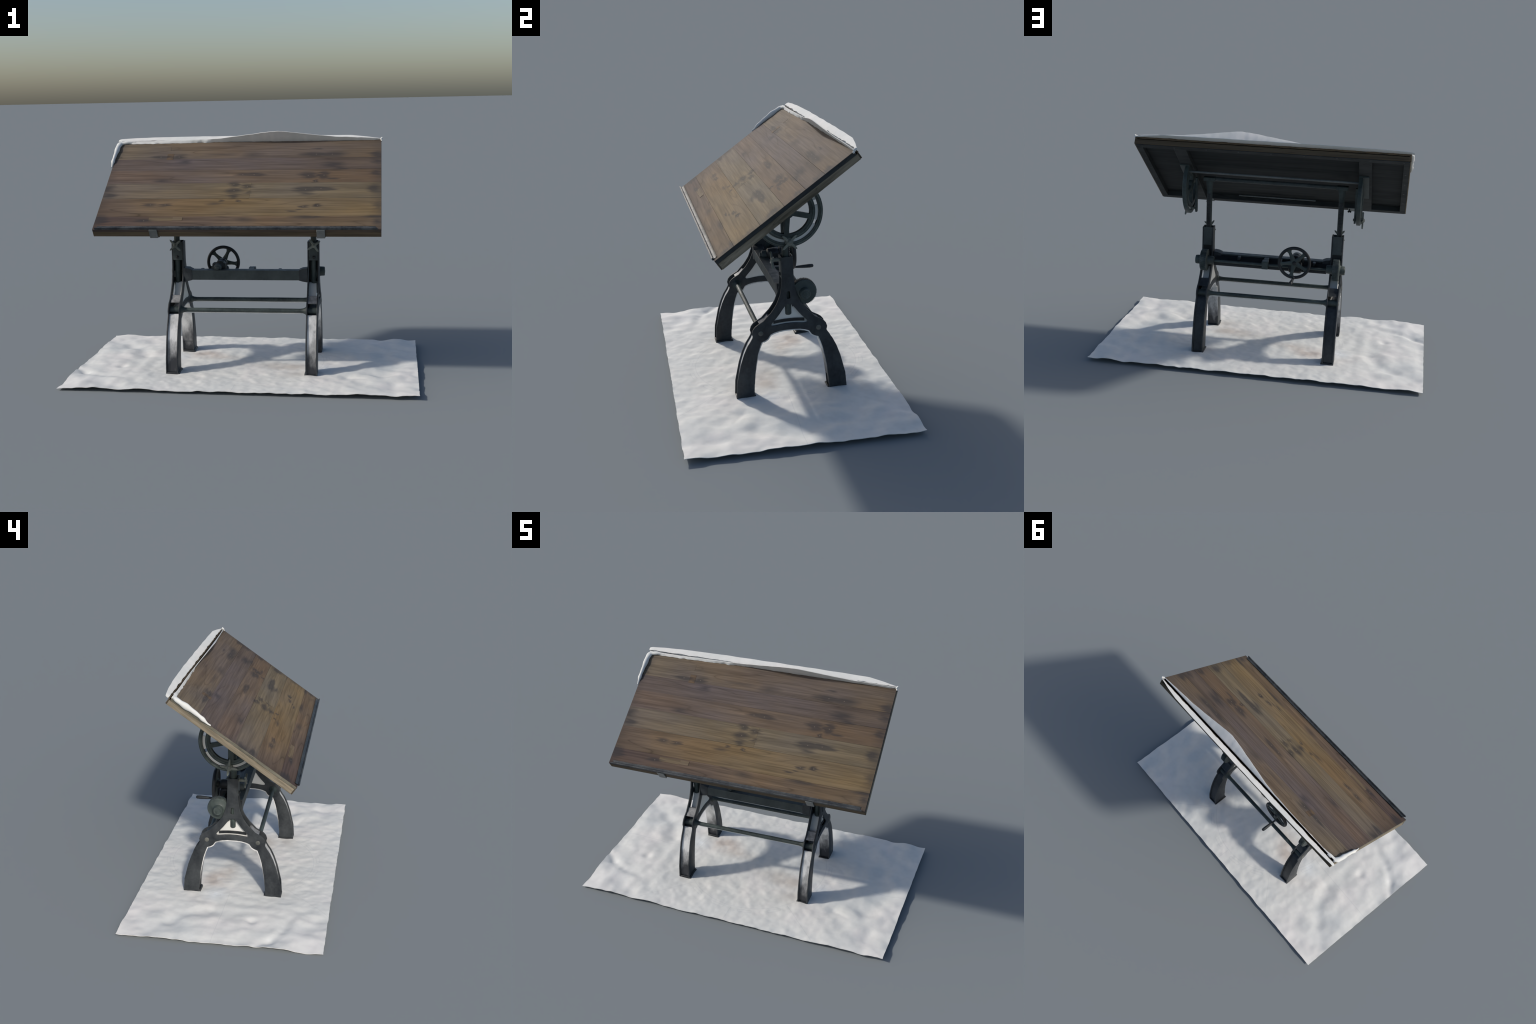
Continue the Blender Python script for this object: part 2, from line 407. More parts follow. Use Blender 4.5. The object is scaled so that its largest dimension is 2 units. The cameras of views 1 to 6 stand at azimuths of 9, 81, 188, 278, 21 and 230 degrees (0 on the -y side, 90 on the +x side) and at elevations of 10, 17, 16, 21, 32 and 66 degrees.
for v in bm.verts: v.co.z = max(v.co.z + LIFT, THICK)
res = bmesh.ops.extrude_face_region(bm, geom=bm.faces[:])
for v in [g for g in res['geom'] if isinstance(g, bmesh.types.BMVert)]: v.co.z -= THICK
print('sheet lift', round(LIFT, 4), 'z at feet', [round(sheet_height(x, y) + LIFT, 4) for x, y in ((-.4, -.22), (.4, -.2), (.4, .26), (-.4, .26))])
add('ground_sheet', bm, SHEET)

# ------------------------------------------------------------------ side frames
YC = .028
def mirrored(half, first_right=True):
    """half profile given as (distance from centre, z) going up; returns the closed outline"""
    r = [(YC + d, z) for d, z in half]
    l = [(YC - d, z) for d, z in half]
    return r, l

outer = [(.292, .014), (.286, .10), (.274, .15), (.262, .20), (.242, .258), (.222, .30), (.205, .325), (.194, .343), (.192, .352), (.196, .367), (.190, .387),
         (.178, .402), (.164, .412), (.134, .428), (.117, .446), (.093, .470), (.078, .490), (.062, .514), (.043, .560), (.035, .600), (.031, .650), (.030, .755)]
inner = [(.199, .014), (.1945, .09), (.189, .150), (.181, .20), (.1705, .25), (.160, .285), (.148, .3165), (.138, .320), (.126, .325), (.114, .333), (.106, .345),
         (.100, .354), (.080, .362), (.055, .368), (.028, .3705)]
window = [(.010, .506), (.020, .498), (.034, .480), (.050, .458), (.066, .439), (.080, .424), (.091, .412), (.094, .404), (.088, .398), (.070, .399), (.040, .403), (.015, .405)]

def frame_loops():
    r, l = mirrored(outer)
    ri, li = mirrored(inner)
    out = r + l[::-1] + li + ri[::-1]
    wr, wl = mirrored(window)
    win = wr + wl[::-1]
    slot = [(YC - .009, .540), (YC - .009, .570), (YC - .004, .576), (YC + .006, .576), (YC + .009, .570), (YC + .011, .540), (YC + .006, .536), (YC - .005, .536)]
    return [out, win, slot]

def lerp_z(tab, z):
    for (d0, z0), (d1, z1) in zip(tab, tab[1:]):
        if z0 <= z <= z1: return d0 + (d1 - d0) * (z - z0) / (z1 - z0)
    return tab[-1][0]

def leg_web(sgn, o_in, i_in):
    """web between the plates along one leg; sgn +1 rear leg, -1 front leg"""
    o = [(d - o_in, z) for d, z in outer if z < .345]
    i = [(d + i_in, z) for d, z in inner if z < .317]
    pts = o + [(.165, .352), (.150, .345)] + i[::-1]
    return [[(YC + sgn * d, z) for d, z in pts]]

def arm_web(sgn):
    o = [(d - .010, z) for d, z in outer if .405 < z < .462]
    i = [(d - .020, z) for d, z in outer if .405 < z < .462]
    return [[(YC + sgn * d, z) for d, z in o + i[::-1]]]

def arch_web():
    lo = [(max(d - .004, 0), z - .005) for d, z in inner if z >= .325]
    hi = [(d, z + .006) for d, z in inner if z >= .325]
    r = [(YC + d, z) for d, z in lo]; l = [(YC - d, z) for d, z in lo]
    r2 = [(YC + d, z) for d, z in hi]; l2 = [(YC - d, z) for d, z in hi]
    return [r + l[::-1] + l2 + r2[::-1]]

def star_outline(cx, cy, R, turn, waist=.42, n=12):
    pts = []
    for k in range(4 * n):
        t = 2 * math.pi * k / (4 * n)
        r = R * (waist + (1 - waist) * abs(math.cos(2 * t)) ** 8)
        pts.append((cx + r * math.cos(t + turn), cy + r * math.sin(t + turn)))
    return pts

for sx in (-1, 1):
    XO = .441 if sx < 0 else .437
    xo0, xo1 = sorted((sx * (XO - .008), sx * XO)); xi0, xi1 = sorted((sx * .369, sx * .377))
    lo, hi = sorted((sx * .3775, sx * (XO - .0085)))
    bm = sheet_cut(frame_loops(), xo0, xo1, side, .0015)
    sf = add('side_frame', bm, IRON, frame=TABLE)
    add('inner_plate', sheet_cut(frame_loops(), xi0, xi1, side, .0015), IRON, sf)
    for sgn in (-1, 1):
        add('leg_web', sheet_cut(leg_web(sgn, .010, .006), lo, hi, side), IRON, sf)
        if sgn < 0:   # pale front face
            zs = [.03 + .320 * q / 13 for q in range(14)]
            ds = [lerp_z(outer, z) for z in zs]
            add('front_web', sheet_cut([[(YC - d + .0088, z) for d, z in zip(ds, zs)] + [(YC - d + .012, z) for d, z in zip(ds, zs)][::-1]], lo, hi, side), PALE, sf)
        # inside face of the leg, pale above and dark at the foot
        i = [(d + .0075, z) for d, z in inner if z < .322]
        j = [(d + .0045 - .009 * max(0, z - .15) / .17, z) for d, z in inner if z < .322]
        add('inside_web', sheet_cut([[(YC + sgn * d, z) for d, z in i + j[::-1]]], lo, hi, side), PALE, sf)
        add('arm_web', sheet_cut(arm_web(sgn), lo, hi, side), MID if sgn < 0 else IRON, sf)
        y = YC + sgn * .150
        bm = bmesh.new(); cyl(bm, (lo, y, .367), (hi, y, .367), .021)
        add('knee_roller', bm, GREEN, sf)
        bm = bmesh.new()
        lathe(bm, (sx * (XO - .002), y, .366), (sx, 0, 0), ((0, .013), (.0035, .013), (.005, .011)))
        add('knee_bolt', bm, BOLT, sf)
        # toe plate under the foot
        f0, f1 = (YC + sgn * .186, YC + sgn * .295)
        bm = bmesh.new(); box(bm, *sorted((sx * .357, sx * (XO + .002))), *sorted((f0, f1)), .010, .030)
        for v in bm.verts:
            if v.co.z > .02: v.co.y += (YC + sgn * .24 - v.co.y) * .10; v.co.x += (sx * .40 - v.co.x) * .18
        add('foot', bm, BLACK, sf, bevel=.003)
    add('arch_web', sheet_cut(arch_web(), lo, hi, side), PALE, sf)
    # pale lining that shows under the arch and along the inside of the legs
    lin = [(d, z) for d, z in inner if z > .06]
    off = []
    for d, z in lin:
        t = (.0045 if z < .31 else .0065) * min(1, (z - .05) / .22)
        off.append((d - t, z) if z < .318 else (max(d - t * .45, 0), z - t * .9))
    loop = [(YC + d, z) for d, z in lin] + [(YC - d, z) for d, z in lin][::-1] + [(YC - d, z) for d, z in off] + [(YC + d, z) for d, z in off][::-1]
    add('arch_lining', sheet_cut([loop], *sorted((sx * .3695, sx * (XO - .0015))), side), PALE, sf)
    # pale infill behind the triangular opening
    wr, wl = mirrored([(d + .004, z + (.003 if z > .42 else -.004)) for d, z in window])
    add('arch_infill', sheet_cut([wr + wl[::-1]], *sorted((sx * .3725, sx * (XO - .017))), side), WHITE, sf)
    bm = bmesh.new()
    loft(bm, [[(x_, YC + u, .4065 - .9 * u * u + h) for x_, h in ((sx * (XO - .018), .0045), (sx * (XO - .012), .0045), (sx * (XO - .012), .0200), (sx * (XO - .018), .0200))] for u in [-.080 + .0160 * k for k in range(11)]])
    add('arch_rib', bm, BLACK, sf)
    bm = bmesh.new(); lathe(bm, (sx * (XO - .0225), YC - .001, .4465), (0, 0, 1), ((0, .013), (.004, .0165), (.008, .0172), (.070, .0172)), 24)
    add('post_foot', bm, GREEN, sf)
    # front and rear covers of the post guide
    bm = bmesh.new(); box(bm, lo, hi, -.0035, .004, .644, .754); add('guide_cover', bm, BEAM, sf, bevel=.002)
    bm = bmesh.new(); box(bm, lo, hi, .0525, .0595, .640, .757); add('guide_cover', bm, BEAM, sf, bevel=.002)
    bm = bmesh.new(); lathe(bm, (sx * .407, -.002, .663), (0, -1, 0), ((0, .009), (.006, .009), (.010, .005)), 12); add('cover_bolt', bm, BLACK, sf)
    bm = bmesh.new(); box(bm, lo, hi, .047, .0515, .490, .640); add('guide_gap_darkener', bm, BLACK, sf)  # black plate added to keep light out, so the gap looks deep in shadow
    # star shaped clamp knob on a short stem
    bm = sheet_cut([star_outline(sx * .410, .739, .046, .75 if sx < 0 else .6, .30)], -.049, -.038, front, .003)
    b2 = bmesh.new(); cyl(b2, (sx * .410, -.003, .739), (sx * .410, -.046, .739), .009, 16)
    b3 = bmesh.new(); lathe(b3, (sx * .410, -.047, .739), (0, -1, 0), ((0, .011), (.004, .008), (.006, .004)), 16)
    add('star_knob', join(bm, b2, b3), KNOB, sf)

# ------------------------------------------------------------------ stretcher rods
for y, z in ((-.120, .3685), (.180, .3685)):
    bm = bmesh.new()
    lathe(bm, (-.372, y, z), (1, 0, 0), ((0, .028), (.004, .027), (.010, .020), (.022, .0145), (.04, .0122), (.20, .0130), (.37, .0123), (.52, .0131), (.704, .0122), (.722, .0145), (.734, .020), (.740, .027), (.744, .028)), 24)
    rod = add('stretcher_rod', bm, GREEN, frame=TABLE)
    bm = bmesh.new(); secs = []
    for i in range(41):
        x = -.350 + .70 * i / 40; t = .0065 + .002 * noise.noise(Vector((x * 14, y, 2)))
        if i in (0, 40): t = .001
        secs.append([(x, y - .004, z - .010), (x, y + .004, z - .010), (x, y + .002, z - .011 - t), (x, y - .002, z - .011 - t)])
    loft(bm, secs); add('rod_residue', bm, WHITE, rod)

# ------------------------------------------------------------------ rising posts with racks
for sx in (-1, 1):
    x = .404 if sx > 0 else -.413
    bm = bmesh.new()
    lathe(bm, (x, .026, .446), (0, 0, 1), ((0, .013), (.004, .0165), (.008, .0172), (.52, .0172), (.56, .0192), (.585, .023), (.60, .0235)), 28)
    post = add('rack_post', bm, GREEN, frame=TABLE)
    bm = bmesh.new()
    box(bm, x - .011, x + .011, .036, .0455, .60, .965)
    z = .604
    while z < .96:
        box(bm, x - .0105, x + .0105, .0452, .0495, z, z + .0048); z += .0092
    add('rack_teeth', bm, BLACK, post)
    bm = bmesh.new(); box(bm, x - .037, x + .037, .004, .052, 1.044, 1.068); add('post_cap', bm, GREEN, post, bevel=.004)

bm = bmesh.new(); cyl(bm, (-.40, .030, 1.057), (.40, .030, 1.057), .0125); add('cross_tube', bm, BEAM, frame=TABLE)
bm = bmesh.new(); cyl(bm, (-.535, .112, 1.110), (.525, .112, 1.110), .0068, 16); add('pivot_rod', bm, CLIP, frame=TABLE)  # this rod and the cross tube got lighter iron to carry their highlights

# ------------------------------------------------------------------ cross beam
bm = bmesh.new()
prof = [(-.016, .527), (.036, .527), (.036, .535), (-.007, .537), (-.007, .575), (.036, .577), (.036, .586), (-.016, .585)]
loft(bm, [[(x, y, z) for y, z in prof] for x in (-.3675, .3675)])
beam = add('cross_beam', bm, BEAM, frame=TABLE, bevel=.0015)
bm = bmesh.new()
loft(bm, [[(x, y, z) for y, z in ((.030, .576), (.040, .5765), (.070, .560), (.107, .545), (.108, .530), (.100, .5265), (.030, .5265))] for x in (-.35, .35)])
add('beam_shield', bm, BLACK, beam, bevel=.002)
for x in (-.27, -.06, .20):
    bm = bmesh.new(); box(bm, x - .010, x + .010, .028, .080, .560, .583); add('shield_bracket', bm, BLACK, beam, bevel=.004)
for sx in (-1, 1):
    bm = bmesh.new()
    loft(bm, [[(sx * x, y, z) for y, z in ((-.0175, z0), (.045, z0), (.045, z1), (-.0175, z1))] for x, z0, z1 in ((.3675, .515, .599), (.340, .520, .596), (.318, .526, .587))])
    add('beam_end', bm, IRON, beam, bevel=.002)

# ------------------------------------------------------------------ gears, shaft and collar
bm = bmesh.new(); cyl(bm, (-.38, .111, .557), (.38, .111, .557), .0088, 20)
shaft = add('gear_shaft', bm, GREEN, frame=TABLE)
bm = bmesh.new(); box(bm, .008, .048, .088, .134, .534, .584); box(bm, .012, .044, .030, .090, .565, .584)
add('shaft_collar', bm, GREEN, shaft, bevel=.004)
for sx in (-1, 1):
    NT = 54; pts = []
    for k in range(NT):
        for f, r in ((0, .0632), (.22, .0632), (.36, .0668), (.64, .0668), (.78, .0632)):
            t = 2 * math.pi * (k + f) / NT
            pts.append((.111 + r * math.cos(t), .560 + r * math.sin(t)))
    x0, x1 = sorted((sx * .390, sx * .426))
    bm = sheet_cut([pts], x0, x1, side, .0008)
    gear = add('rack_gear', bm, GREEN, frame=TABLE)
    bm = bmesh.new()
    lathe(bm, (sx * .423, .111, .560), (sx, 0, 0), ((0, .0640), (.003, .0635), (.006, .0625), (.008, .055), (.010, .033), (.014, .0285), (.038, .0270), (.041, .0245), (.0415, .020), (.0405, .019), (.0405, .013), (.042, .012), (.043, .004)), 40)
    add('gear_hub', bm, GREEN, gear)
    bm = bmesh.new(); lathe(bm, (sx * .389, .111, .560), (-sx, 0, 0), ((0, .030), (.010, .027), (.036, .025), (.040, .022)), 28)
    add('inner_hub', bm, GREEN, gear)

# ------------------------------------------------------------------ crank wheel with handle
WX, WY, WZ = -.158, .170, .603
RW = .0925
bm = bmesh.new()
nU, nV = 72, 14
rings = []
for i in range(nU):
    t = 2 * math.pi * i / nU
    rings.append([bm.verts.new((WX + (RW + .0098 * math.cos(s)) * math.cos(t), WY + .0115 * math.sin(s), WZ + (RW + .0098 * math.cos(s)) * math.sin(t))) for s in [2 * math.pi * j / nV for j in range(nV)]])
for i in range(nU):
    for j in range(nV):
        bm.faces.new((rings[i][j], rings[(i + 1) % nU][j], rings[(i + 1) % nU][(j + 1) % nV], rings[i][(j + 1) % nV]))
wheel = add('crank_wheel', bm, BLACK, frame=TABLE)
for k in range(5):
    t = math.radians(65 + 72 * k)   # seen from the front
    u = Vector((math.cos(t), 0, math.sin(t))); v = Vector((-math.sin(t), 0, math.cos(t)))
    bm = bmesh.new()
    secs = []
    for r, w, h, y in ((.008, .019, .008, 0), (.026, .0145, .007, 0), (.050, .0105, .0065, .001), (.070, .0100, .0065, .001), (.080, .0155, .007, 0), (.088, .028, .007, 0)):
        c = Vector((WX, WY + y, WZ)) + u * r
        secs.append([c + v * w * math.cos(s) + Vector((0, h * math.sin(s), 0)) for s in [2 * math.pi * j / 12 for j in range(12)]])
    loft(bm, secs)
    add('wheel_spoke', bm, GREEN, wheel)
bm = bmesh.new()
lathe(bm, (WX, WY + .016, WZ), (0, -1, 0), ((0, .008), (.004, .010), (.010, .013), (.016, .022), (.030, .024), (.036, .020), (.046, .030), (.060, .033), (.085, .033), (.090, .027), (.100, .031), (.12, .031), (.125, .030), (.150, .030), (.155, .020), (.160, .012)), 28)
add('wheel_hub', bm, BLACK, wheel)
bm = bmesh.new()
lathe(bm, (-.168, .048, .596), (0, -1, 0), ((0, .024), (.040, .024), (.046, .021), (.048, .014), (.056, .012), (.058, .008)), 24)
add('drive_cap', bm, BEAM, wheel)
bm = bmesh.new(); box(bm, -.205, -.125, .034, .090, .575, .618); lathe(bm, (-.20, .111, .557), (1, 0, 0), ((0, .030), (.012, .036), (.070, .036), (.082, .030)), 24)
add('drive_housing', bm, BLACK, wheel, bevel=.006)
bm = bmesh.new()
lathe(bm, (-.157, .172, .508), (.03, 1, .0), ((0, .009), (.010, .009), (.014, .006), (.022, .0062), (.060, .0095), (.100, .0112), (.118, .0098), (.123, .005)), 20)
add('crank_handle', bm, IRON, wheel)

# ------------------------------------------------------------------ table top
core = bmesh.new(); box(core, -.795, .795, -.396, .396, .0245, .0265)
board = add('tabletop', core, UNDER, frame=BOARD)
# solid wood planks, front to back
C_ = lambda r, g, b: (r, g, b)
WIDTH = ((-.8005, .804))
rows = [(-.403, -.2925), (-.2925, -.141), (-.141, -.003), (-.003, .118), (.118, .228), (.228, .3935)]
tones = [  # left, middle, right colours of each row
    ((.080, .056, .047), (.136, .097, .066), (.130, .096, .064)),
    ((.116, .083, .060), (.168, .122, .070), (.156, .114, .064)),
    ((.140, .111, .082), (.156, .125, .084), (.134, .108, .073)),
    ((.126, .096, .083), (.132, .101, .078), (.112, .080, .056)),
    ((.112, .089, .080), (.117, .093, .082), (.108, .082, .063)),
    ((.144, .115, .082), (.132, .103, .083), (.118, .091, .067))]
k = 0
for (b0, b1), (c0, c1, c2) in zip(rows, tones):
    spans = [WIDTH] if abs(b0 + .141) > .01 else [(WIDTH[0], .060), (.060, WIDTH[1])]
    for j, (a0, a1) in enumerate(spans):
        k += 1
        bm = bmesh.new(); box(bm, a0, a1, b0 + .0001, b1 - .0001, .0268, .0470)
        if len(spans) == 2:
            cols = (c0, tuple(x * .97 for x in c1), tuple(x * .85 for x in c1)) if j == 0 else (c1, tuple(x * 1.04 for x in c1), c2)
        else: cols = (c0, c1, c2)
        add('plank', bm, wood_top('plank_wood', *cols, k), board, bevel=.0006, seg=1)
# small wooden patches let into the planks
for i, (a0, a1, b0, b1, col) in enumerate(((-.512, -.466, .307, .344, (.150, .116, .082)), (-.480, -.440, .220, .277, (.125, .090, .062)), (-.491, -.355, -.331, -.303, (.140, .106, .068)), (-.355, -.300, -.328, -.301, (.150, .112, .070)))):
    bm = bmesh.new(); box(bm, a0, a1, b0, b1, .040, .0474)
    add('inlay_patch', bm, wood_top('patch_wood', col, col, col, 20 + i), board)
# outer frame under the planks
for b0, b1 in ((-.4030, -.368), (.369, .4045)):
    bm = bmesh.new(); box(bm, -.7995, .8035, b0, b1, .0005, .0266)
    add('long_rail', bm, FRAME_UNDER, board, bevel=.0025)
for b0, b1 in ((-.4035, -.3985), (.3995, .4050)):
    bm = bmesh.new(); box(bm, -.8005, .8045, b0, b1, -.0005, .0267 if b0 < 0 else .0440)
    add('rail_facing', bm, RAIL_LONG, board, bevel=.0015)
for a0, a1 in ((-.800, -.758), (.760, .804)):
    bm = bmesh.new(); box(bm, a0 + .004, a1 - .004, -.3675, .3685, .0008, .0265)
    add('side_rail', bm, FRAME_UNDER, board, bevel=.0025)
    bm = bmesh.new(); box(bm, *((a0, a0 + .006) if a0 < 0 else (a1 - .006, a1)), -.397, .398, -.0025, .0268)
    add('rail_facing', bm, RAIL_SIDE, board, bevel=.002)
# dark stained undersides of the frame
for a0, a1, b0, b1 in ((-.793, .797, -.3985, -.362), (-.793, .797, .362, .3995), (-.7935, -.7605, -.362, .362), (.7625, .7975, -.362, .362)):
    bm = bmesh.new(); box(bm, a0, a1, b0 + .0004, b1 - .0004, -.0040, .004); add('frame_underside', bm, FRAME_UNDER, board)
for a in (-.542, .540):
    bm = bmesh.new(); box(bm, a - .038, a + .038, -.3665, .3665, -.0035, .0246); add('batten', bm, FRAME_UNDER, board, bevel=.002)
# screw heads under the frame
bm = bmesh.new()
for i in range(9):
    for b in (-.384, .385):
        a = -.76 + 1.52 * i / 8
        lathe(bm, (a, b, -.0039), (0, 0, -1), ((0, .005), (.0008, .004)), 10)
for i in range(1, 5):
    for a in (-.775, .778):
        lathe(bm, (a, -.36 + .72 * i / 5, -.0039), (0, 0, -1), ((0, .005), (.0008, .004)), 10)
scr = add('screw_heads', bm, BLACK, board); scr['kind'] = 'stuff'
# end strips of darker edging over the plank ends
for a in (-.8016, .8046):
    b = -.400
    while b < .385:
        ln = random.uniform(.07, .13); e = min(b + ln, .391)
        s = 1 if a > 0 else -1
        bm = bmesh.new(); box(bm, *sorted((a, a - s * .003)), b + .0004, e - .0004, .0272, .0455)
        add('edge_strip', bm, DARK_BAND if a > 0 else EDGE_BAND, board, bevel=.0008)
        b = e

LOWERED = [o for o in board.children if o.name.split('.')[0] in ('long_rail', 'rail_facing', 'side_rail', 'frame_underside', 'batten', 'screw_heads')]
for o in LOWERED:
    for v in o.data.vertices:
        if v.co.z < .010: v.co.z -= .0068 * (1 - (v.co.y + .4) / .8)
# and the board has sagged slightly at its left end
for o in board.children:
    if o.name.split('.')[0] in ('plank', 'inlay_patch', 'edge_strip'):
        for v in o.data.vertices:
            if v.co.z > .035 and v.co.x < -.1: v.co.z -= .0035 * min(1, (-.1 - v.co.x) / .5)
bm = bmesh.new(); cyl(bm, (-.22, -.318, .0060), (.28, -.318, .0060), .0045, 10); add('stiffening_rod', bm, CLIP, board)

# pencil tray along the front edge
bm = bmesh.new()
tray = [(-.4065, .0468), (-.3825, .0468), (-.3815, .0515), (-.3845, .0500), (-.3920, .0490), (-.3985, .0515), (-.4005, .0590), (-.4060, .0592)]
shift = (.006, .028, .030, .027, .020, .012, .008, .006)
secs = []
for k_, (a, s) in enumerate(((-.790, 1), (-.755, .0), (.755, .0), (.789, -1))):
    pass
loftpts = []
na = 120
for i in range(na + 1):
    t = i / na; a = -.787 + 1.575 * t
    wv = .0012 * noise.noise(Vector((a * 16, 3, 1)))
    loftpts.append([(a + sh * (1 if i == 0 else -1 if i == na else 0), b + (wv if b < -.39 else -wv * .8), c + wv * .6) for (b, c), sh in zip(tray, shift)])
loft(bm, loftpts)
add('pencil_tray', bm, IRON, board)
bm = bmesh.new()
secs = []
for i in range(na + 1):
    a = -.784 + 1.569 * i / na
    wv = .0012 * noise.noise(Vector((a * 16, 3, 1)))
    secs.append([(a, b + wv, c + wv * .6) for b, c in ((-.4075, .0480), (-.4008, .0575), (-.4010, .0600), (-.4068, .0600), (-.4078, .0560))])
loft(bm, secs); add('tray_lip', bm, IRON, board)
for a in (-.452, .478):
    bm = bmesh.new()
    box(bm, a - .023, a + .023, -.4115, -.4035, -.0125, .0490)
    box(bm, a - .023, a + .023, -.4115, -.362, -.0125, -.0085)
    clip = add('tray_clip', bm, CLIP, board, bevel=.002)
    bm = bmesh.new()
    cyl(bm, (a + .012, -.376, -.010), (a + .012, -.378, -.026), .0035, 12)
    for s in (-1, 1): lathe(bm, (a + .012 + s * .006, -.380, -.029), (0, 1, 0), ((0, .0065), (.004, .0065)), 12)
    add('thumb_screw', bm, BLACK, board)

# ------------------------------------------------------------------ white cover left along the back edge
def lerp_table(tab, x):
    for (x0, *v0), (x1, *v1) in zip(tab, tab[1:]):
        if x <= x1:
            t = max(0, (x - x0) / (x1 - x0)); return [p + (q - p) * t for p, q in zip(v0, v1)]
    return list(tab[-1][1:])
# overhanging strip
outer_b = [(-.815, .426), (-.80, .430), (-.76, .434), (-.6, .444), (-.3, .449), (.1, .449), (.5, .447), (.63, .444), (.72, .428), (.80, .410), (.812, .408)]
bm = bmesh.new(); secs = []
for i in range(161):
    a = -.815 + 1.625 * i / 160
    bo = lerp_table(outer_b, a)[0] - .001 + .0022 * noise.noise(Vector((a * 12, 0, 0)))
    bi = min(bo - .002, .4075 + .0050 * noise.noise(Vector((a * 16, 5, 0))) + .0025 * noise.noise(Vector((a * 70, 5, 0))))
    c0 = .0475 + .001 * noise.noise(Vector((a * 9, 9, 0)))
    if a < -.80: c0 -= (-.80 - a) * .3
    secs.append([(a, bi, c0 - .005), (a, (bi + bo) / 2, c0 - .006), (a, bo, c0 - .003), (a, bo + .0008, c0 - .001), (a, (bi + bo) / 2, c0 + .0010), (a, bi, c0)])
loft(bm, secs)
cover = add('white_edge_cover', bm, WHITE, frame=BOARD)
# upright fin with its peak right of the middle: (a, base b, top b, top c)
fin = [(-.80, .384, .392, .056), (-.74, .379, .391, .058), (-.6, .380, .392, .056), (-.4, .382, .393, .059), (-.28, .386, .393, .064), (-.18, .390, .392, .070),
       (-.05, .392, .388, .092), (.08, .391, .385, .114), (.187, .391, .382, .129), (.30, .391, .384, .113), (.40, .391, .386, .096), (.53, .391, .388, .079), (.65, .391, .391, .070), (.76, .391, .393, .063), (.80, .395, .393, .056)]
bm = bmesh.new(); secs = []
for i in range(161):
    a = -.80 + 1.60 * i / 160
    b0, b1, c1 = lerp_table(fin, a)
    n_ = noise.noise(Vector((a * 14, 2, 4))); n2_ = noise.noise(Vector((a * 40, 7, 1)))
    b0 += (.0050 * n_ + .0035 * n2_) * (1 if a < -.1 else .4) ; c1 += .0022 * n_ + .001 * n2_
    th = .0035
    mid = ((b0 + b1) / 2 + .0015 * n2_, (.0465 + c1) / 2)
    secs.append([(a, b0, .0460), (a, mid[0], mid[1]), (a, b1, c1 - .001), (a, b1 + th * .6, c1), (a, b1 + th, c1 - .002), (a, max(mid[0], b1) + th, mid[1]), (a, .3935 + th * .4, .040), (a, b0 + .002, .040)])
loft(bm, secs); add('white_fin', bm, WHITE, cover)
bm = bmesh.new(); box(bm, -.79, .790, .3962, .3980, .027, .0555); add('gap_black_strip', bm, GAP, cover)
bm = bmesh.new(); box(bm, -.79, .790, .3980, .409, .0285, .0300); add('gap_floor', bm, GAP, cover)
# rolled rim round the left end
rim = [(-.70, .391, .050, .005, .006), (-.755, .388, .051, .011, .010), (-.792, .378, .050, .017, .012), (-.802, .350, .051, .016, .014), (-.803, .310, .052, .013, .015),
       (-.804, .260, .053, .011, .013), (-.806, .205, .050, .009, .010), (-.806, .170, .045, .006, .007), (-.804, .150, .046, .003, .004)]
pts = smooth_path([Vector(p[:3]) for p in rim], 6)
rad = smooth_path([Vector((p[3], p[4], 0)) for p in rim], 6)
bm = bmesh.new(); secs = []
for i, (q, r) in enumerate(zip(pts, rad)):
    t = (pts[min(i + 1, len(pts) - 1)] - pts[max(i - 1, 0)]).normalized()
    sd = t.cross(Vector((0, 0, 1))).normalized(); up = sd.cross(t).normalized()
    w = 1 + .38 * noise.noise(q * 34)
    secs.append([q + sd * r.x * w * math.cos(s) + up * r.y * w * math.sin(s) for s in [2 * math.pi * j / 16 for j in range(16)]])
loft(bm, secs); add('white_rim', bm, WHITE, cover)
bm = bmesh.new()
for q, r in (((.803, .397, .050), .008), ((.806, .388, .045), .006), ((.808, .404, .052), .006)):
    bmesh.ops.create_icosphere(bm, subdivisions=2, radius=r, matrix=Matrix.Translation(q))
add('white_rim', bm, WHITE, cover)

# ------------------------------------------------------------------ tilt quadrants
PB, PC, RO = .002, -.073, .1725
def arc(r, t0, t1, n):
    return [(PB + r * math.cos(math.radians(t0 + (t1 - t0) * i / n)), PC + r * math.sin(math.radians(t0 + (t1 - t0) * i / n))) for i in range(n + 1)]
tt = math.degrees(math.asin(.073 / RO))
outline = arc(RO, -180 - tt + .6, tt - .6, 60)
slot = arc(.1505, -194, 14, 44) + arc(.1425, 17, 17, 1)[:1] + arc(.1345, 14, -194, 44) + arc(.1425, -197, -197, 1)[:1]
S1, S2 = -131, -49
dl = lambda r, w=.0128: math.degrees(math.asin(w / r))
win1 = arc(.107, S1 + dl(.107), S2 - dl(.107), 18) + arc(.030, S2 - dl(.030), S1 + dl(.030), 6)
tr = 28
win2 = arc(.107, S2 + dl(.107), tr, 16) + [(PB + .030, PC + .107 * math.sin(math.radians(tr)))] + arc(.030, 60, S2 + dl(.030), 6)
win3 = [(2 * PB - u, v) for u, v in win2]
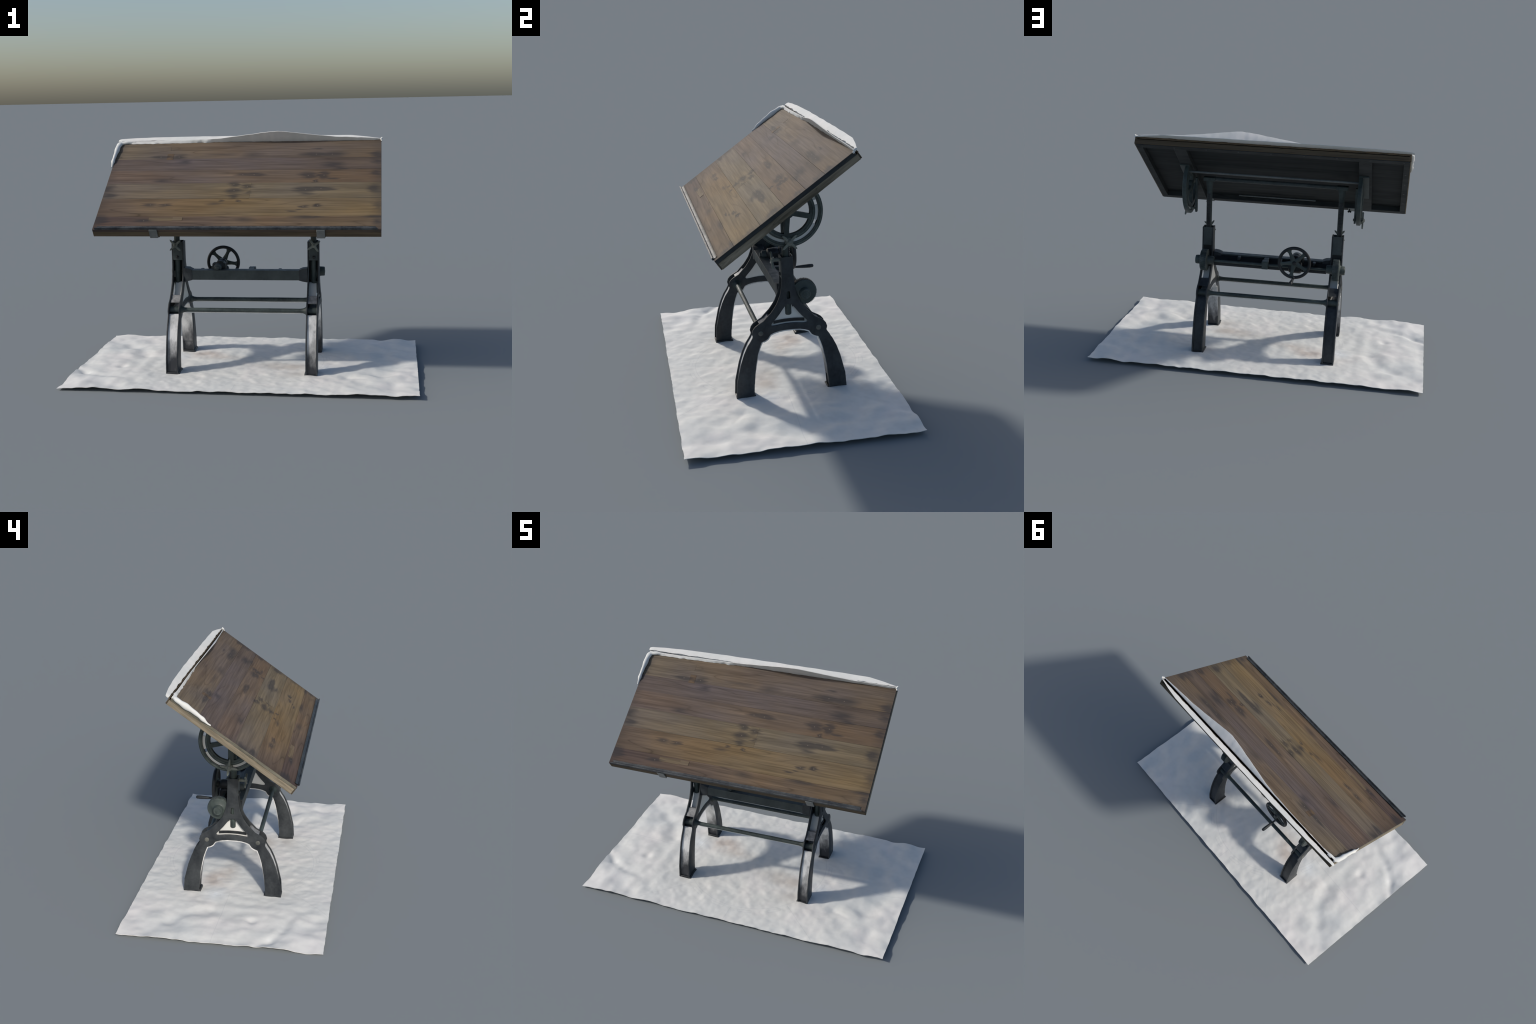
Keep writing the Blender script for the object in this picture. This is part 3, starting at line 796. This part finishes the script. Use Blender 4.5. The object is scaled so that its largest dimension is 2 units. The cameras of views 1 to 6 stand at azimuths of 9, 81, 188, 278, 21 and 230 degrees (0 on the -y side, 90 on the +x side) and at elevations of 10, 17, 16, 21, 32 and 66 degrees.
for a, sx in ((-.517, -1), (.532, 1)):
    bm = sheet_cut([outline, slot, win1, win2, win3], a - .012, a + .012, side, .003)
    quad = add('tilt_quadrant', bm, GREEN, frame=BOARD @ Matrix.Translation((0, .0005, -.003) if sx < 0 else (0, -.0062, .001)))
    bm = bmesh.new()
    fa = a + sx * .030
    box(bm, *sorted((a - sx * .010, a + sx * .048)), -.165, .165, -.014, -.0037)
    add('quadrant_flange', bm, GREEN, quad, bevel=.002)
    # pale film closing most of the curved slot
    for t0, t1 in ((-196, -62), (-54, -24), (-14, 15)):
        add('slot_infill', sheet_cut([arc(.1535, t0, t1, 24) + arc(.1315, t1, t0, 24)], a - .002, a + .002, side), WHITE, quad)
    # raised ribs round the ring
    for r, w in ((.1625, .0045), (.1235, .0045)):
        rb = arc(r, -180 - tt + 6, tt - 6, 60)
        b_ = bmesh.new(); secs = []
        for (u, v) in rb:
            d = Vector((0, u - PB, v - PC)).normalized()
            c0 = Vector((a + sx * .0118, u, v))
            secs.append([c0 + d * w, c0 + Vector((sx * .003, 0, 0)) + d * w * .5, c0 + Vector((sx * .003, 0, 0)) - d * w * .5, c0 - d * w])
        loft(b_, secs); add('ring_rib', b_, RIB, quad)
    # clamp strap hanging from the cross tube, with its star knob (world vertical, so its board direction is -124 degrees)
    dr = Vector((0, math.cos(math.radians(-124.4)), math.sin(math.radians(-124.4)))); pr = Vector((0, -dr.z, dr.y))
    o = Vector((a - sx * (.038 if sx > 0 else .024), PB, PC))
    bm = bmesh.new()
    loft(bm, [[o + dr * t + pr * w + Vector((h, 0, 0)) for w, h in ((-w_, -.006), (w_, -.006), (w_, .006), (-w_, .006))] for t, w_ in ((-.052, .015), (0, .012), (.10, .011), (.150, .014), (.166, .010))])
    add('clamp_strap', bm, GREEN, quad, bevel=.002)
    kc = Vector((0, PB, PC)) + dr * .144
    bm = sheet_cut([star_outline(kc.y, kc.z, .052, math.radians(-124.4 + (45 if sx > 0 else 8)), .30)], *sorted((a + sx * .0185, a + sx * .029)), side, .003)
    b2 = bmesh.new(); cyl(b2, (a - sx * .036, kc.y, kc.z), (a + sx * .024, kc.y, kc.z), .008, 16)
    b3 = bmesh.new(); lathe(b3, (a + sx * .028, kc.y, kc.z), (sx, 0, 0), ((0, .014), (.004, .011), (.008, .006)), 16)
    b4 = bmesh.new(); lathe(b4, (a + sx * .009, kc.y, kc.z), (sx, 0, 0), ((0, .022), (.012, .020)), 20)
    add('star_knob', join(bm, b2, b3, b4), KNOB, quad)
